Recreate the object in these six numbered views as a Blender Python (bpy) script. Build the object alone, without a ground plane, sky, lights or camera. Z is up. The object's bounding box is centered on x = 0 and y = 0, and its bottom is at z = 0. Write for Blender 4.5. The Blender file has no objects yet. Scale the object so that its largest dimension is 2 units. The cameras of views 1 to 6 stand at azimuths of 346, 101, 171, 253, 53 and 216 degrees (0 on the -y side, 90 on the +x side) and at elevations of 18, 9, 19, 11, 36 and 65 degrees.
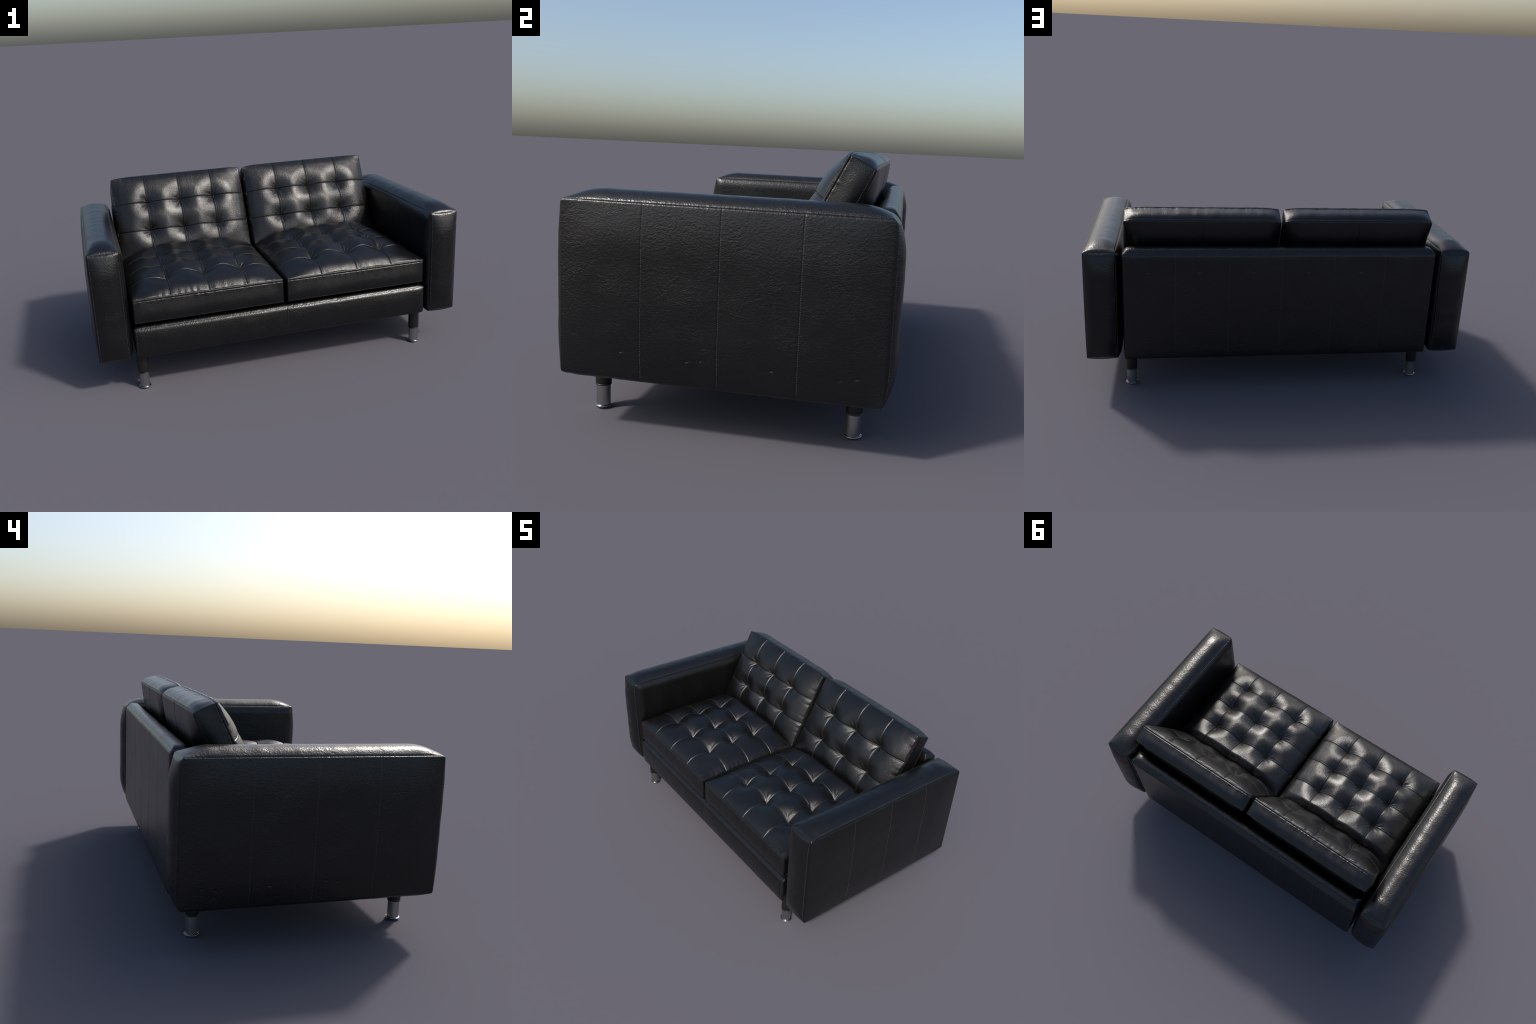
import bpy, math
import numpy as np
from mathutils import Matrix, Vector

# ---------------------------------------------------------------- helpers
def smooth(t):
    return t * t * (3 - 2 * t)

def hash2(i, j, seed):
    n = np.sin(i * 127.1 + j * 311.7 + seed * 74.7) * 43758.5453
    return n - np.floor(n)

def vnoise(x, y, seed=0):
    """value noise in -1..1"""
    i, j = np.floor(x), np.floor(y)
    u, v = smooth(x - i), smooth(y - j)
    a, b = hash2(i, j, seed), hash2(i + 1, j, seed)
    c, d = hash2(i, j + 1, seed), hash2(i + 1, j + 1, seed)
    return 2 * ((a * (1 - u) + b * u) * (1 - v) + (c * (1 - u) + d * u) * v) - 1

def puff(d, L, p=2.0):
    """rise of a stuffed surface at distance d from its sewn edge"""
    return 1 - (1 - np.clip(d / L, 0, 1)) ** p

def groove(d, depth, w):
    return -depth * np.exp(-(d / w) ** 2)

def axis_lines(lo, hi, base, feats):
    """grid lines from lo to hi, dense around the features (seams and edges)"""
    offs = np.array([0, .0011, .0023, .0036, .0052, .0072, .0098])
    pts = [lo, hi]
    for f in list(feats) + [lo, hi]:
        for o in offs:
            for q in (f - o, f + o):
                if lo <= q <= hi:
                    pts.append(q)
    pts = np.unique(np.round(pts, 6))
    out = [pts[0]]
    for a, b in zip(pts[:-1], pts[1:]):
        n = max(1, int(math.ceil((b - a) / base)))
        out += list(np.linspace(a, b, n + 1)[1:])
    return np.array(out)

class Block:
    """A stuffed box: six faces pushed out by height rules, then rounded corners."""
    bow = 0.0
    def __init__(self, lo, hi, faces, rounds=()):
        self.lo, self.hi = np.array(lo, float), np.array(hi, float)
        self.faces, self.rounds = faces, rounds

    def place(self, P0):
        P = P0.copy()
        for (a, s), fn in self.faces.items():
            ext = self.hi[a] if s > 0 else self.lo[a]
            m = np.abs(P0[:, a] - ext) < 1e-7
            if m.any():
                q = P0[m]
                P[m, a] += s * fn(q)
        c = (self.lo + self.hi) / 2
        for (a, b, sa, sb, r) in self.rounds:
            ea = self.hi[a] if sa > 0 else self.lo[a]
            eb = self.hi[b] if sb > 0 else self.lo[b]
            da = (P[:, a] - ea) * sa + r
            db = (P[:, b] - eb) * sb + r
            m = (da > 0) & (db > 0)
            A, B = da[m], db[m]
            A2 = A * np.sqrt(np.clip(1 - np.minimum(B, r) ** 2 / (2 * r * r), 0, 1))
            B2 = B * np.sqrt(np.clip(1 - np.minimum(A, r) ** 2 / (2 * r * r), 0, 1))
            P[m, a] = ea + sa * (A2 - r)
            P[m, b] = eb + sb * (B2 - r)
        if self.bow:       # upper sewn edge drawn upwards between its corners
            dx = np.minimum(P0[:, 0] - self.lo[0], self.hi[0] - P0[:, 0])
            P[:, 1] += self.bow * puff(dx, .11, 2.2) * np.clip(P0[:, 1] / self.hi[1], 0, 1) ** 4
        return P

    def mesh(self, name, lines):
        X, Y, Z = lines
        nx, ny, nz = len(X), len(Y), len(Z)
        on = np.zeros((nx, ny, nz), bool)
        on[[0, -1]] = True; on[:, [0, -1]] = True; on[:, :, [0, -1]] = True
        idx = np.full(on.shape, -1, np.int64)
        I, J, K = np.nonzero(on)
        idx[I, J, K] = np.arange(len(I))
        P0 = np.stack([X[I], Y[J], Z[K]], 1)
        P = self.place(P0)
        quads = []
        def add(g, flip):
            q = np.stack([g[:-1, :-1], g[1:, :-1], g[1:, 1:], g[:-1, 1:]], -1).reshape(-1, 4)
            quads.append(q[:, ::-1] if flip else q)
        add(idx[:, :, -1], False); add(idx[:, :, 0], True)
        add(idx[-1], False); add(idx[0], True)
        add(idx[:, -1, :], True); add(idx[:, 0, :], False)
        return make_mesh(name, P, np.concatenate(quads))

def make_mesh(name, P, Q):
    me = bpy.data.meshes.new(name)
    n, k = len(Q), Q.shape[1]
    me.vertices.add(len(P)); me.vertices.foreach_set("co", P.astype(np.float32).ravel())
    me.loops.add(n * k); me.loops.foreach_set("vertex_index", Q.astype(np.int32).ravel())
    me.polygons.add(n)
    me.polygons.foreach_set("loop_start", np.arange(0, n * k, k, dtype=np.int32))
    me.polygons.foreach_set("use_smooth", np.ones(n, bool))
    me.update(calc_edges=True)
    me.validate()
    return me

def obj(name, me, parent, mat=None, loc=(0, 0, 0), rot=(0, 0, 0)):
    o = bpy.data.objects.new(name, me)
    bpy.context.collection.objects.link(o)
    o.parent = parent
    o.location, o.rotation_euler = loc, rot
    if mat and not me.materials:
        me.materials.append(mat)
    return o

# one thread stitch: a little rounded grain along local x
def stitch_shape():
    n, rings = 6, [(-1, .0), (-.75, .75), (0, 1), (.75, .75), (1, .0)]
    P, Q = [], []
    for t, r in rings:
        for k in range(n):
            a = 2 * math.pi * k / n
            P.append((t, r * math.cos(a), r * math.sin(a)))
    for i in range(len(rings) - 1):
        for k in range(n):
            Q.append((i * n + k, (i + 1) * n + k, (i + 1) * n + (k + 1) % n, i * n + (k + 1) % n))
    return np.array(P), np.array(Q)
ST_P, ST_Q = stitch_shape()
STITCH = np.array([.0017, .00125, .0011])

def stitches(block, runs, spacing=.0072, seed=0, proud=.0001):
    """runs: (start, end) points on the undeformed box faces; returns mesh arrays"""
    rng = np.random.default_rng(seed)
    Ps, Qs, base = [], [], 0
    for p, q, ax, sg in runs:
        p, q = np.array(p, float), np.array(q, float)
        n = max(2, int(np.linalg.norm(q - p) / spacing))
        t = (np.arange(n) + .5) / n
        C0 = p + (q - p) * t[:, None]
        C = block.place(C0)
        e = (q - p) / np.linalg.norm(q - p) * .002
        D = block.place(C0 + e * .9) - block.place(C0 - e * .9)
        D /= np.linalg.norm(D, axis=1)[:, None]
        side0 = np.cross(e / .002, np.eye(3)[ax] * sg)
        S = block.place(C0 + side0 * .0012) - block.place(C0 - side0 * .0012)
        N = np.cross(S, D)
        N /= np.linalg.norm(N, axis=1)[:, None]
        flip = np.sign(N[:, ax] * sg); flip[flip == 0] = 1
        N *= flip[:, None]
        S = np.cross(N, D)
        C = C + N * proud
        sc = STITCH * (1 + .12 * rng.standard_normal((n, 1)))
        L = ST_P[None] * sc[:, None, :]
        W = C[:, None] + L[..., :1] * D[:, None] + L[..., 1:2] * S[:, None] + L[..., 2:] * N[:, None]
        Ps.append(W.reshape(-1, 3))
        Qs.append((ST_Q[None] + (base + np.arange(n) * len(ST_P))[:, None, None]).reshape(-1, 4))
        base += n * len(ST_P)
    return np.concatenate(Ps), np.concatenate(Qs)

def stitch_obj(block, runs, parent, seed, proud=.0001):
    P, Q = stitches(block, runs, seed=seed, proud=proud)
    o = obj("stitching", make_mesh("stitching", P, Q), parent, THREAD)
    o["kind"] = "stuff"
    return o

# ---------------------------------------------------------------- materials
def new_mat(name):
    m = bpy.data.materials.new(name); m.use_nodes = True
    nt = m.node_tree
    return m, nt, nt.nodes["Principled BSDF"]

def link(nt, a, b): nt.links.new(a, b)

def leather(name, stretch, grain, strength, rough, base, deep=.0022):
    m, nt, bs = new_mat(name)
    N = nt.nodes.new
    tc = N("ShaderNodeTexCoord")
    mp = N("ShaderNodeMapping"); mp.inputs["Scale"].default_value = stretch
    link(nt, tc.outputs["Object"], mp.inputs["Vector"])
    # warped pebble grain
    warp = N("ShaderNodeTexNoise"); warp.inputs["Scale"].default_value = 22; warp.inputs["Detail"].default_value = 3
    link(nt, mp.outputs[0], warp.inputs["Vector"])
    mixv = N("ShaderNodeVectorMath"); mixv.operation = "MULTIPLY_ADD"
    mixv.inputs[1].default_value = (.016,) * 3
    link(nt, warp.outputs["Color"], mixv.inputs[0]); link(nt, mp.outputs[0], mixv.inputs[2])
    pebble = N("ShaderNodeTexNoise"); pebble.inputs["Scale"].default_value = grain; pebble.inputs["Detail"].default_value = 3.5
    pebble.inputs["Roughness"].default_value = .55
    link(nt, mixv.outputs[0], pebble.inputs["Vector"])
    cells = N("ShaderNodeTexVoronoi"); cells.inputs["Scale"].default_value = grain * 1.7
    link(nt, mixv.outputs[0], cells.inputs["Vector"])
    hgt = N("ShaderNodeMath"); hgt.operation = "MULTIPLY_ADD"; hgt.inputs[1].default_value = .35
    link(nt, cells.outputs["Distance"], hgt.inputs[0]); link(nt, pebble.outputs["Fac"], hgt.inputs[2])
    bump = N("ShaderNodeBump"); bump.inputs["Strength"].default_value = strength; bump.inputs["Distance"].default_value = deep
    # grain that is deep in places and nearly smooth in others
    area = N("ShaderNodeTexNoise"); area.inputs["Scale"].default_value = 9; area.inputs["Detail"].default_value = 2
    link(nt, tc.outputs["Object"], area.inputs["Vector"])
    am = N("ShaderNodeMapRange"); am.inputs[1].default_value = .3; am.inputs[2].default_value = .7
    am.inputs[3].default_value = .6; am.inputs[4].default_value = 1.35
    link(nt, area.outputs["Fac"], am.inputs[0])
    ag = N("ShaderNodeMath"); ag.operation = "MULTIPLY"; link(nt, hgt.outputs[0], ag.inputs[0]); link(nt, am.outputs[0], ag.inputs[1])
    link(nt, ag.outputs[0], bump.inputs["Height"]); link(nt, bump.outputs[0], bs.inputs["Normal"])
    # faint colour and gloss variation from wear
    big = N("ShaderNodeTexNoise"); big.inputs["Scale"].default_value = 7; big.inputs["Detail"].default_value = 5
    link(nt, tc.outputs["Object"], big.inputs["Vector"])
    cr = N("ShaderNodeValToRGB")
    cr.color_ramp.elements[0].position, cr.color_ramp.elements[1].position = .3, .75
    cr.color_ramp.elements[0].color = (base * .85, base * .85, base * .88, 1)
    cr.color_ramp.elements[1].color = (base * 1.2, base * 1.18, base * 1.15, 1)
    link(nt, big.outputs["Fac"], cr.inputs[0]); link(nt, cr.outputs[0], bs.inputs["Base Color"])
    mr = N("ShaderNodeMapRange"); mr.inputs[3].default_value = rough - .04; mr.inputs[4].default_value = rough + .05
    link(nt, big.outputs["Fac"], mr.inputs[0]); link(nt, mr.outputs[0], bs.inputs["Roughness"])
    bs.inputs["Specular IOR Level"].default_value = .5
    return m

LEATHER_HARD = leather("pebbled_black_leather", (.68, .68, .92), 130, .54, .305, .0035)
LEATHER_SOFT = leather("smooth_black_leather", (1, 1, 1), 230, .46, .295, .0035, .0020)

THREAD, nt, bs = new_mat("black_waxed_thread")
bs.inputs["Base Color"].default_value = (.045, .044, .043, 1); bs.inputs["Roughness"].default_value = .30  # black thread lightened in base colour to carry the sun's glints on stitches

BLACK_TUBE, nt, bs = new_mat("black_lacquer")
bs.inputs["Base Color"].default_value = (.005, .005, .005, 1); bs.inputs["Roughness"].default_value = .42

def steel(name, col, rough):
    m, nt, bs = new_mat(name)
    tc = nt.nodes.new("ShaderNodeTexCoord")
    mp = nt.nodes.new("ShaderNodeMapping"); mp.inputs["Scale"].default_value = (30, 30, 160)
    no = nt.nodes.new("ShaderNodeTexNoise"); no.inputs["Scale"].default_value = 3
    mr = nt.nodes.new("ShaderNodeMapRange"); mr.inputs[3].default_value = rough - .05; mr.inputs[4].default_value = rough + .07
    link(nt, tc.outputs["Object"], mp.inputs[0]); link(nt, mp.outputs[0], no.inputs["Vector"])
    link(nt, no.outputs["Fac"], mr.inputs[0]); link(nt, mr.outputs[0], bs.inputs["Roughness"])
    bs.inputs["Base Color"].default_value = (*col, 1); bs.inputs["Metallic"].default_value = 1
    return m
STEEL = steel("satin_steel", (.36, .36, .365), .36)
CHROME = steel("polished_steel", (.33, .33, .34), .24)

# ---------------------------------------------------------------- the sofa
sofa = bpy.data.objects.new("loveseat_sofa", None)
bpy.context.collection.objects.link(sofa)
sofa["label"] = "two-seat black leather sofa with button-tufted cushions and steel-tipped legs"
sofa["category"] = "sofa"

EDGE_D, EDGE_W = .0022, .0028         # pinch of a sewn edge

# ---- armrests ----------------------------------------------------------
def edge_dist(q, blk_lo, blk_hi, a):
    return np.minimum(q[:, a] - blk_lo[a], blk_hi[a] - q[:, a])

def armrest(side, seed):
    # local x points outwards
    lo, hi = (.830, -.527, .189), (.981, .527, .763)
    SEAMS = (-.249, .004, .257)
    DENTS = ((-.31, .285), (-.09, .275), (-.045, .282), (.18, .275), (.39, .27), (.44, .277))
    def outer(q):
        y, z = q[:, 1], q[:, 2]
        dy, dz = edge_dist(q, lo, hi, 1), edge_dist(q, lo, hi, 2)
        h = .0035 * puff(np.minimum(dy, dz), .008) + .0143 * puff(dy, .17) * puff(dz, .17)
        for s in SEAMS:
            fade = puff(dz, .02)
            h += groove(y - s, .0011, .0021) * fade - .0004 * np.exp(-np.abs(y - s) / .015) * fade
        h += groove(dy, EDGE_D, EDGE_W) + groove(dz, EDGE_D, EDGE_W)
        h += .0012 * vnoise(y * 9, z * 9, seed) * puff(np.minimum(dy, dz), .1)
        for k, (a, b) in enumerate(DENTS):
            r2 = ((y - a) / .0065) ** 2 + ((z - b - .25 * (y - a)) / .0035) ** 2
            h -= .0020 * np.exp(-r2)
        return h
    def inner(q):
        y, z = q[:, 1], q[:, 2]
        dy, dz = edge_dist(q, lo, hi, 1), edge_dist(q, lo, hi, 2)
        h = .020 * puff(dy, .05, 2.4) * puff(dz, .05, 2.4)
        h += groove(dy, EDGE_D, EDGE_W) + groove(dz, EDGE_D, EDGE_W)
        return h + .001 * vnoise(y * 9, z * 9, seed + 5) * puff(np.minimum(dy, dz), .1)
    def strip(amp, along, L):
        def f(q):
            dx, dl = edge_dist(q, lo, hi, 0), edge_dist(q, lo, hi, along)
            h = amp * puff(dx, .0755, 2.6) * puff(dl, L, 2.0)
            h += groove(dx, EDGE_D, EDGE_W)
            w = vnoise(q[:, along] * 26, q[:, 0] * 5, seed + 2)
            h += .0009 * w * puff(dx, .03) * puff(dl, .05)
            h += .0005 * vnoise(q[:, along] * 60, q[:, 0] * 9, seed + 3) * np.exp(-dx / .025) * puff(dx, .01)
            return h
        return f
    faces = {(0, 1): outer, (0, -1): inner,
             (2, 1): strip(.033, 1, .13), (2, -1): strip(.017, 1, .07),
             (1, 1): strip(.030, 2, .13), (1, -1): strip(.030, 2, .13)}
    rounds = [(1, 2, 1, b, .019) for b in (1, -1)] + [(1, 2, -1, b, .016) for b in (1, -1)]
    blk = Block(lo, hi, faces, rounds)
    lines = (axis_lines(lo[0], hi[0], .0045, ()),
             axis_lines(lo[1], hi[1], .0045, SEAMS + tuple(d[0] for d in DENTS)),
             axis_lines(lo[2], hi[2], .0045, (.278,)))
    me = blk.mesh("armrest", lines)
    arm = obj("armrest", me, sofa, LEATHER_HARD)
    e, m = .0065, .006
    runs = []
    for x in (lo[0] + e, hi[0] - e):
        runs += [((x, lo[1] + m, hi[2]), (x, hi[1] - m, hi[2]), 2, 1),
                 ((x, lo[1] + m, lo[2]), (x, hi[1] - m, lo[2]), 2, -1),
                 ((x, lo[1], lo[2] + m), (x, lo[1], hi[2] - m), 1, -1),
                 ((x, hi[1], lo[2] + m), (x, hi[1], hi[2] - m), 1, 1)]
    for s in SEAMS:
        runs.append(((hi[0], s + .0030, lo[2] + .012), (hi[0], s + .0030, hi[2] - .008), 0, 1))
    st = stitch_obj(blk, runs, arm, seed)
    if side < 0:
        for o in (arm, st):
            o.data.transform(Matrix.Scale(-1, 4, (1, 0, 0)))
            o.data.flip_normals()
    return arm
armrest(1, 11); armrest(-1, 23)

# ---- backrest ----------------------------------------------------------
def backrest():
    lo, hi = (-.797, .447, .186), (.797, .533, .766)
    SEAMS = (-.532, -.2655, .002, .268, .536)
    def seams(x, fade):
        h = 0
        for s in SEAMS:
            h = h + (groove(x - s, .0005, .0022) - .0004 * np.exp(-np.abs(x - s) / .02)) * fade
        return h
    def rear(q):
        dx, dz = edge_dist(q, lo, hi, 0), edge_dist(q, lo, hi, 2)
        h = .004 * puff(dx, .05) * puff(dz, .05) + seams(q[:, 0], puff(dz, .01))
        h += groove(dx, .0012, .003) + .0009 * vnoise(q[:, 0] * 8, q[:, 2] * 8, 3) * puff(np.minimum(dx, dz), .05)
        for k in range(6):
            cx, cz = -.655 + .2655 * k + .012 * math.sin(k * 5), .66
            r2 = ((q[:, 0] - cx) / .007) ** 2 + ((q[:, 2] - cz - .3 * (q[:, 0] - cx)) / .0035) ** 2
            h -= .0018 * np.exp(-r2)
        return h
    def top(q):
        dx, dy = edge_dist(q, lo, hi, 0), edge_dist(q, lo, hi, 1)
        return .012 * puff(dx, .05) * puff(dy, .043) + seams(q[:, 0], 1) + .0006 * vnoise(q[:, 0] * 30, q[:, 1] * 9, 4)
    def front(q):
        dx, dz = edge_dist(q, lo, hi, 0), edge_dist(q, lo, hi, 2)
        return .004 * puff(dx, .05) * puff(dz, .05)
    def end(q):
        dy, dz = edge_dist(q, lo, hi, 1), edge_dist(q, lo, hi, 2)
        return .004 * puff(dy, .043) * puff(dz, .05) + groove(dy, .0012, .003)
    rounds = [(1, 2, 1, 1, .026), (1, 2, -1, 1, .03), (1, 2, 1, -1, .012), (1, 2, -1, -1, .012)]
    rounds += [(0, 2, a, 1, .024) for a in (1, -1)] + [(0, 2, a, -1, .014) for a in (1, -1)]
    rounds += [(0, 1, a, 1, .006) for a in (1, -1)]
    blk = Block(lo, hi, {(1, 1): rear, (2, 1): top, (1, -1): front, (0, 1): end, (0, -1): end}, rounds)
    me = blk.mesh("backrest", (axis_lines(lo[0], hi[0], .0055, SEAMS), axis_lines(lo[1], hi[1], .005, ()), axis_lines(lo[2], hi[2], .0055, (.66,))))
    o = obj("backrest", me, sofa, LEATHER_HARD)
    runs = []
    for s in SEAMS:
        runs += [((s + .004, hi[1], lo[2] + .015), (s + .004, hi[1], hi[2] - .002), 1, 1),
                 ((s + .004, lo[1] + .03, hi[2]), (s + .004, hi[1] - .004, hi[2]), 2, 1)]
    for x in (lo[0] + .008, hi[0] - .008):
        runs.append(((x, hi[1], lo[2] + .016), (x, hi[1], hi[2] - .026), 1, 1))
    stitch_obj(blk, runs, o, 5, -.0005)
backrest()

# ---- seat base (the upholstered rail under the cushions) -----------------
def seat_base():
    lo, hi = (-.797, -.529, .192), (.797, .440, .352)
    def front(q):
        dx, dz = edge_dist(q, lo, hi, 0), edge_dist(q, lo, hi, 2)
        f = puff(dz, .03)
        h = .009 * puff(dx, .04) * puff(dz, .077, 2.2) + (groove(q[:, 0] - .002, .0018, .0024) - .0016 * np.exp(-np.abs(q[:, 0] - .002) / .02)) * f
        h += groove(dx - .0035, .0014, .0028) + .0008 * vnoise(q[:, 0] * 14, q[:, 2] * 14, 8) * puff(np.minimum(dx, dz), .03)
        return h
    def top(q):
        dx, dy = edge_dist(q, lo, hi, 0), edge_dist(q, lo, hi, 1)
        return .006 * puff(dx, .04) * puff(dy, .05) + .0007 * vnoise(q[:, 0] * 40, q[:, 1] * 12, 9)
    def end(q):
        dy, dz = edge_dist(q, lo, hi, 1), edge_dist(q, lo, hi, 2)
        return .004 * puff(dy, .05) * puff(dz, .05)
    rounds = [(1, 2, -1, 1, .020), (1, 2, -1, -1, .008)] + [(0, 2, a, -1, .016) for a in (1, -1)] + [(0, 2, a, 1, .012) for a in (1, -1)]
    rounds += [(0, 1, a, -1, .006) for a in (1, -1)]
    blk = Block(lo, hi, {(1, -1): front, (2, 1): top, (0, 1): end, (0, -1): end}, rounds)
    me = blk.mesh("seat_base", (axis_lines(lo[0], hi[0], .005, (.002,)), axis_lines(lo[1], hi[1], .008, ()), axis_lines(lo[2], hi[2], .004, ())))
    o = obj("seat_base", me, sofa, LEATHER_HARD)
    runs = [((.006, lo[1], lo[2] + .01), (.006, lo[1], hi[2] - .004), 1, -1)]
    for x in (lo[0] + .009, hi[0] - .009):
        runs.append(((x, lo[1], lo[2] + .014), (x, lo[1], hi[2] - .012), 1, -1))
    stitch_obj(blk, runs, o, 6)
seat_base()

# ---- tufted cushions ------------------------------------------------------
def cushion(name, W, D, T, tx, ty, H, rise, sink, under, boxing, rot, loc, seed, top_extra=0.0, bow=0.0, rear_rise=.16, rear_seam=False):
    """local x along the sofa, y depth (or height), z the tufted side"""
    rng = np.random.default_rng(seed)
    lo, hi = (-W / 2, -D / 2, -T), (W / 2, D / 2, 0.0)
    tufts = [(x + rng.normal(0, .0015), y + rng.normal(0, .0015), sink * rng.uniform(.94, 1.06), rng.uniform(0, 6.28)) for x in tx for y in ty]
    def top(q):
        x, y = q[:, 0], q[:, 1]
        dx, dy = edge_dist(q, lo, hi, 0), edge_dist(q, lo, hi, 1)
        d = np.minimum(dx, dy)
        rim = lambda t: .17 * puff(t, .042) + .83 * puff(t, rise, 1.7)
        back = .17 * puff(hi[1] - y, .042) + .83 * puff(hi[1] - y, rear_rise, 1.7)
        h = H * rim(dx) * np.minimum(rim(y - lo[1]), back)
        # the cover drawn down by buttons, with creases running out of each
        for (a, b, s, ph) in tufts:
            r = np.hypot(x - a, y - b)
            th = np.arctan2(y - b, x - a)
            h -= s * (1 - np.clip(np.sqrt(r * r + .00001) / .120, 0, 1)) ** 1.8
            n = vnoise(th * 3.2 + ph * 3, r * 14 + ph, seed) + .6 * np.sin(9 * th + ph + 2 * vnoise(th * 2, r * 20, seed + 1))
            h += .0017 * n * np.exp(-((r - .030) / .017) ** 2)
        fade = puff(d, .02)
        for a in tx:
            v = x - a + .0016 * vnoise(y * 16, y * 0 + a * 31, seed)
            u = np.abs(v)
            h += groove(v - .0082, .0009, .0019) * puff(dy, .012)   # far side of the stitched strip
            h += (groove(u, .0026, .0026) - .0045 * np.exp(-u / .022)) * puff(dy, .012)
        for b in ty:
            v = y - b + .0016 * vnoise(x * 16, x * 0 + b * 37, seed)
            u = np.abs(v)
            h += groove(v + .0082, .0009, .0019) * puff(dx, .012)
            h += (groove(u, .0026, .0026) - .0045 * np.exp(-u / .022)) * puff(dx, .012)
        # gathers along the sewn border
        g = np.where(dx < dy, vnoise(y * 62, dx * 12, seed + 2), vnoise(x * 62, dy * 12, seed + 2))
        h += .0026 * g * np.exp(-d / .020) * puff(d, .004)
        h += .0008 * vnoise(x * 13, y * 13, seed + 4) * puff(d, .06)
        h += groove(d, .003, .003)
        return h
    def bottom(q):
        dx, dy = edge_dist(q, lo, hi, 0), edge_dist(q, lo, hi, 1)
        h = under * puff(dx, .11, 2.2) * puff(dy, .20, 2.1) + groove(np.minimum(dx, dy), .002, .003)
        if rear_seam:
            h += groove(q[:, 0], .002, .0026) - .002 * np.exp(-np.abs(q[:, 0]) / .02)
        return h
    def box(along, amp, wr):
        def f(q):
            da = edge_dist(q, lo, hi, along)
            dt, db = -q[:, 2], q[:, 2] + T
            dz = np.minimum(dt, db)
            h = amp * puff(da, .09, 2.2) * np.sin(math.pi * np.clip(dt / T, 0, 1) ** 1.6)
            # sewn band under the upper edge and piping at the lower
            h += groove(dt, .003, .0026) + groove(dt - .0125, .0020, .0022)
            h += groove(db, .002, .003) + groove(db - .010, .0008, .002)
            h += wr * vnoise(q[:, along] * 34, q[:, 2] * 6, seed + 7) * puff(dz, .03) * puff(da, .05)
            h += .0015 * vnoise(q[:, along] * 95, dt * 10, seed + 8) * np.exp(-np.abs(dt - .016) / .007)
            return h
        return f
    faces = {(2, 1): top, (2, -1): bottom, (0, 1): box(1, boxing, .0006), (0, -1): box(1, boxing, .0006),
             (1, 1): box(0, boxing + top_extra, .0014 if top_extra else .0008), (1, -1): box(0, boxing, .0008)}
    rounds = [(0, 1, a, b, .005) for a in (1, -1) for b in (1, -1)]
    blk = Block(lo, hi, faces, rounds)
    blk.bow = bow
    lines = (axis_lines(lo[0], hi[0], .0034, tx), axis_lines(lo[1], hi[1], .0034, ty), axis_lines(lo[2], hi[2], .0045, (-.0125,)))
    me = blk.mesh(name, lines)
    o = obj(name, me, sofa, LEATHER_SOFT, loc, rot)
    runs = []
    k = .0042
    for a in tx:
        runs.append(((a + k, lo[1] + .014, 0), (a + k, hi[1] - .014, 0), 2, 1))
    for b in ty:
        runs.append(((lo[0] + .014, b - k, 0), (hi[0] - .014, b - k, 0), 2, 1))
    for z in (-.0062, -T + .0055):
        runs += [((lo[0] + .006, lo[1], z), (hi[0] - .006, lo[1], z), 1, -1), ((lo[0] + .006, hi[1], z), (hi[0] - .006, hi[1], z), 1, 1),
                 ((lo[0], lo[1] + .006, z), (lo[0], hi[1] - .006, z), 0, -1), ((hi[0], lo[1] + .006, z), (hi[0], hi[1] - .006, z), 0, 1)]
    stitch_obj(blk, runs, o, seed)
    return o

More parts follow.
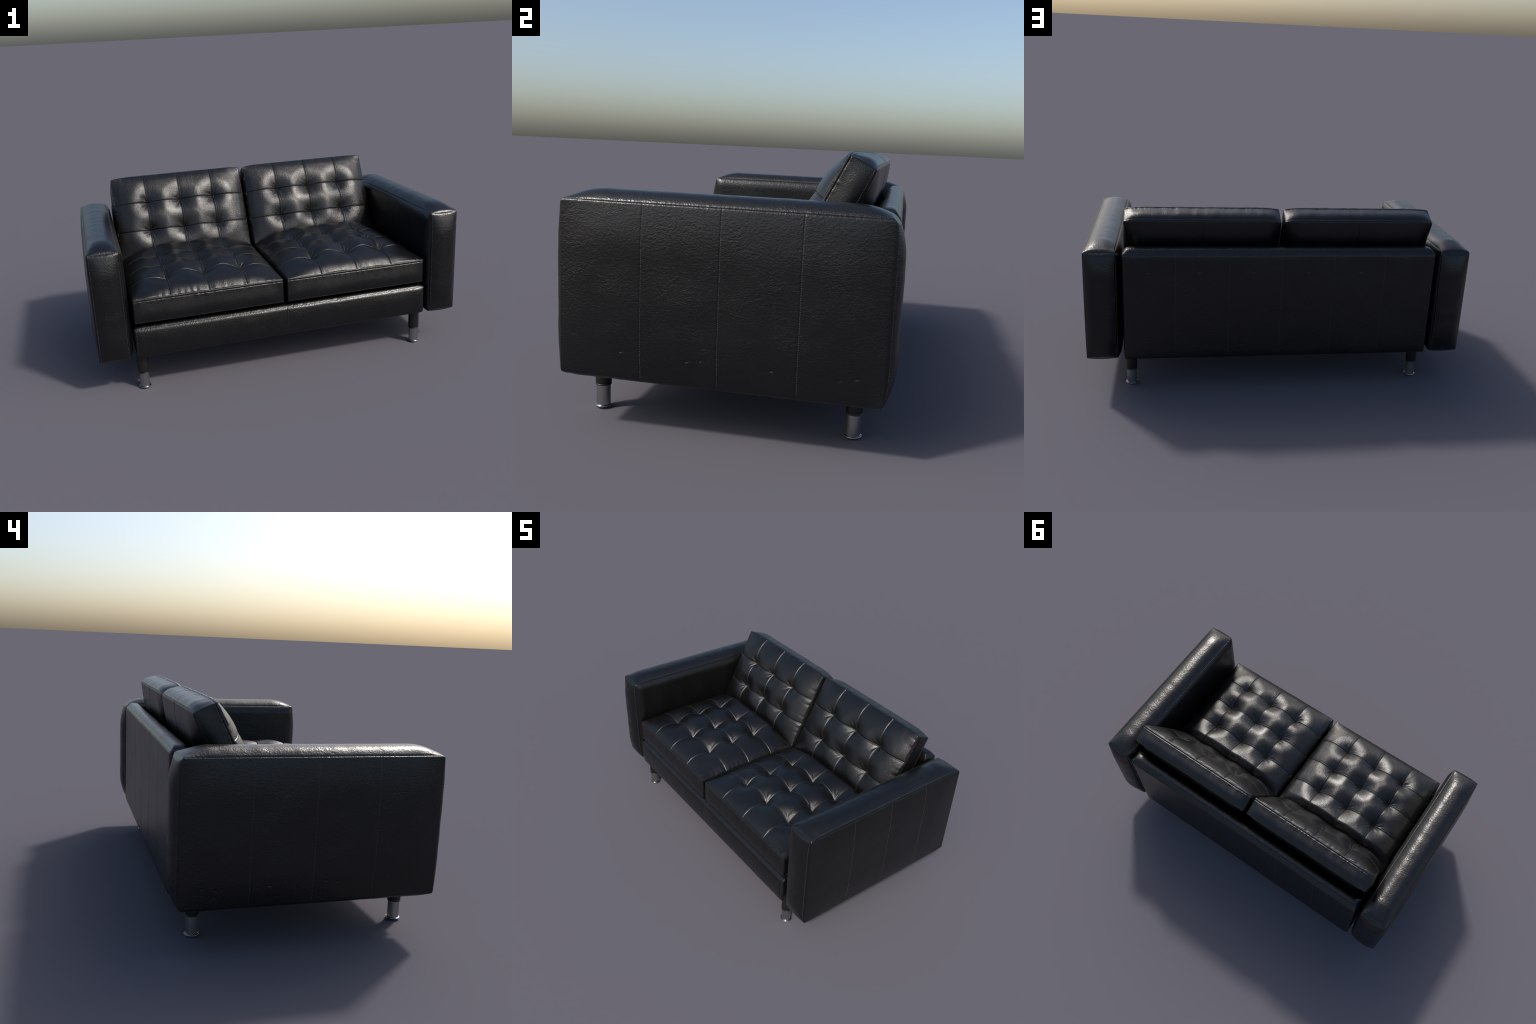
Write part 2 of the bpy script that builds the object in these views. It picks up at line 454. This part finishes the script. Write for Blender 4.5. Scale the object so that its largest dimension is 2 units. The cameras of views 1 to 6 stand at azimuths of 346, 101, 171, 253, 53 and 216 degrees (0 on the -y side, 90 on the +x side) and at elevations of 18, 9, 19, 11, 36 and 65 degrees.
TX = (-.199, 0.0, .199)
for side, seed in ((1, 31), (-1, 47)):
    cx = side * .401
    # seat: y from -.525 to .145, upper sewn edge at z = .505
    cushion("seat_cushion", .780, .670, .130, TX, (-.168, -.002, .164), .090, .23, .045, .0, .009,
            (0, 0, 0), (cx, -.190, .505), seed, rear_rise=.07)
    # back: leans 26.5 degrees, front upper edge at (.355, .941)
    a = math.radians(26.5)
    up, D = (math.sin(a), math.cos(a)), .505
    mid = (.355 - up[0] * D / 2, .941 - up[1] * D / 2)
    cushion("back_cushion", .780, D, .106, TX, (-.080, .088), .055, .16, .038, .050, .010,
            (math.pi / 2 - a, 0, 0), (cx, mid[0], mid[1]), seed + 3, top_extra=.003, bow=.010, rear_seam=True)

# ---- legs -----------------------------------------------------------------
def lathe(name, prof, n=64):
    P = np.array([(r * math.cos(2 * math.pi * k / n), r * math.sin(2 * math.pi * k / n), z) for r, z in prof for k in range(n)])
    Q = np.array([(i * n + k, i * n + (k + 1) % n, (i + 1) * n + (k + 1) % n, (i + 1) * n + k) for i in range(len(prof) - 1) for k in range(n)])
    return make_mesh(name, P, Q)

def arc(r0, z0, rad, a0, a1, n=6):
    return [(r0 + rad * math.cos(math.radians(a0 + (a1 - a0) * i / n)), z0 + rad * math.sin(math.radians(a0 + (a1 - a0) * i / n))) for i in range(n + 1)]

tube_me = lathe("leg", [(.0001, .083), (.026, .083)] + arc(.0262, .0858, .0028, -90, 60) + arc(.0285, .0905, .0012, 200, 120, 3) + [(.0283, .0925), (.0284, .094), (.0285, .097), (.0285, .110), (.0285, .150), (.0285, .190), (.0285, .1985), (.0285, .20), (.0001, .20)])
sleeve_me = lathe("steel_sleeve", [(.0001, .004), (.0250, .004), (.0252, .008), (.0252, .020), (.0252, .050), (.0252, .078), (.0252, .0825), (.0250, .0835), (.0240, .0845)])
foot_me = lathe("foot_ring", [(.0001, 0), (.0245, 0), (.0252, .0012), (.0254, .0040)] + arc(.0282, .0070, .0028, -100, 90, 10) + [(.0268, .0100), (.0258, .0104), (.0250, .0112)])
for me, mat in ((tube_me, BLACK_TUBE), (sleeve_me, STEEL), (foot_me, CHROME)):
    me.materials.append(mat)
for x in (-.769, .769):
    for y in (-.470, .428):
        leg = obj("leg", tube_me, sofa, None, (x, y, 0))
        obj("steel_sleeve", sleeve_me, leg)
        obj("foot_ring", foot_me, leg)
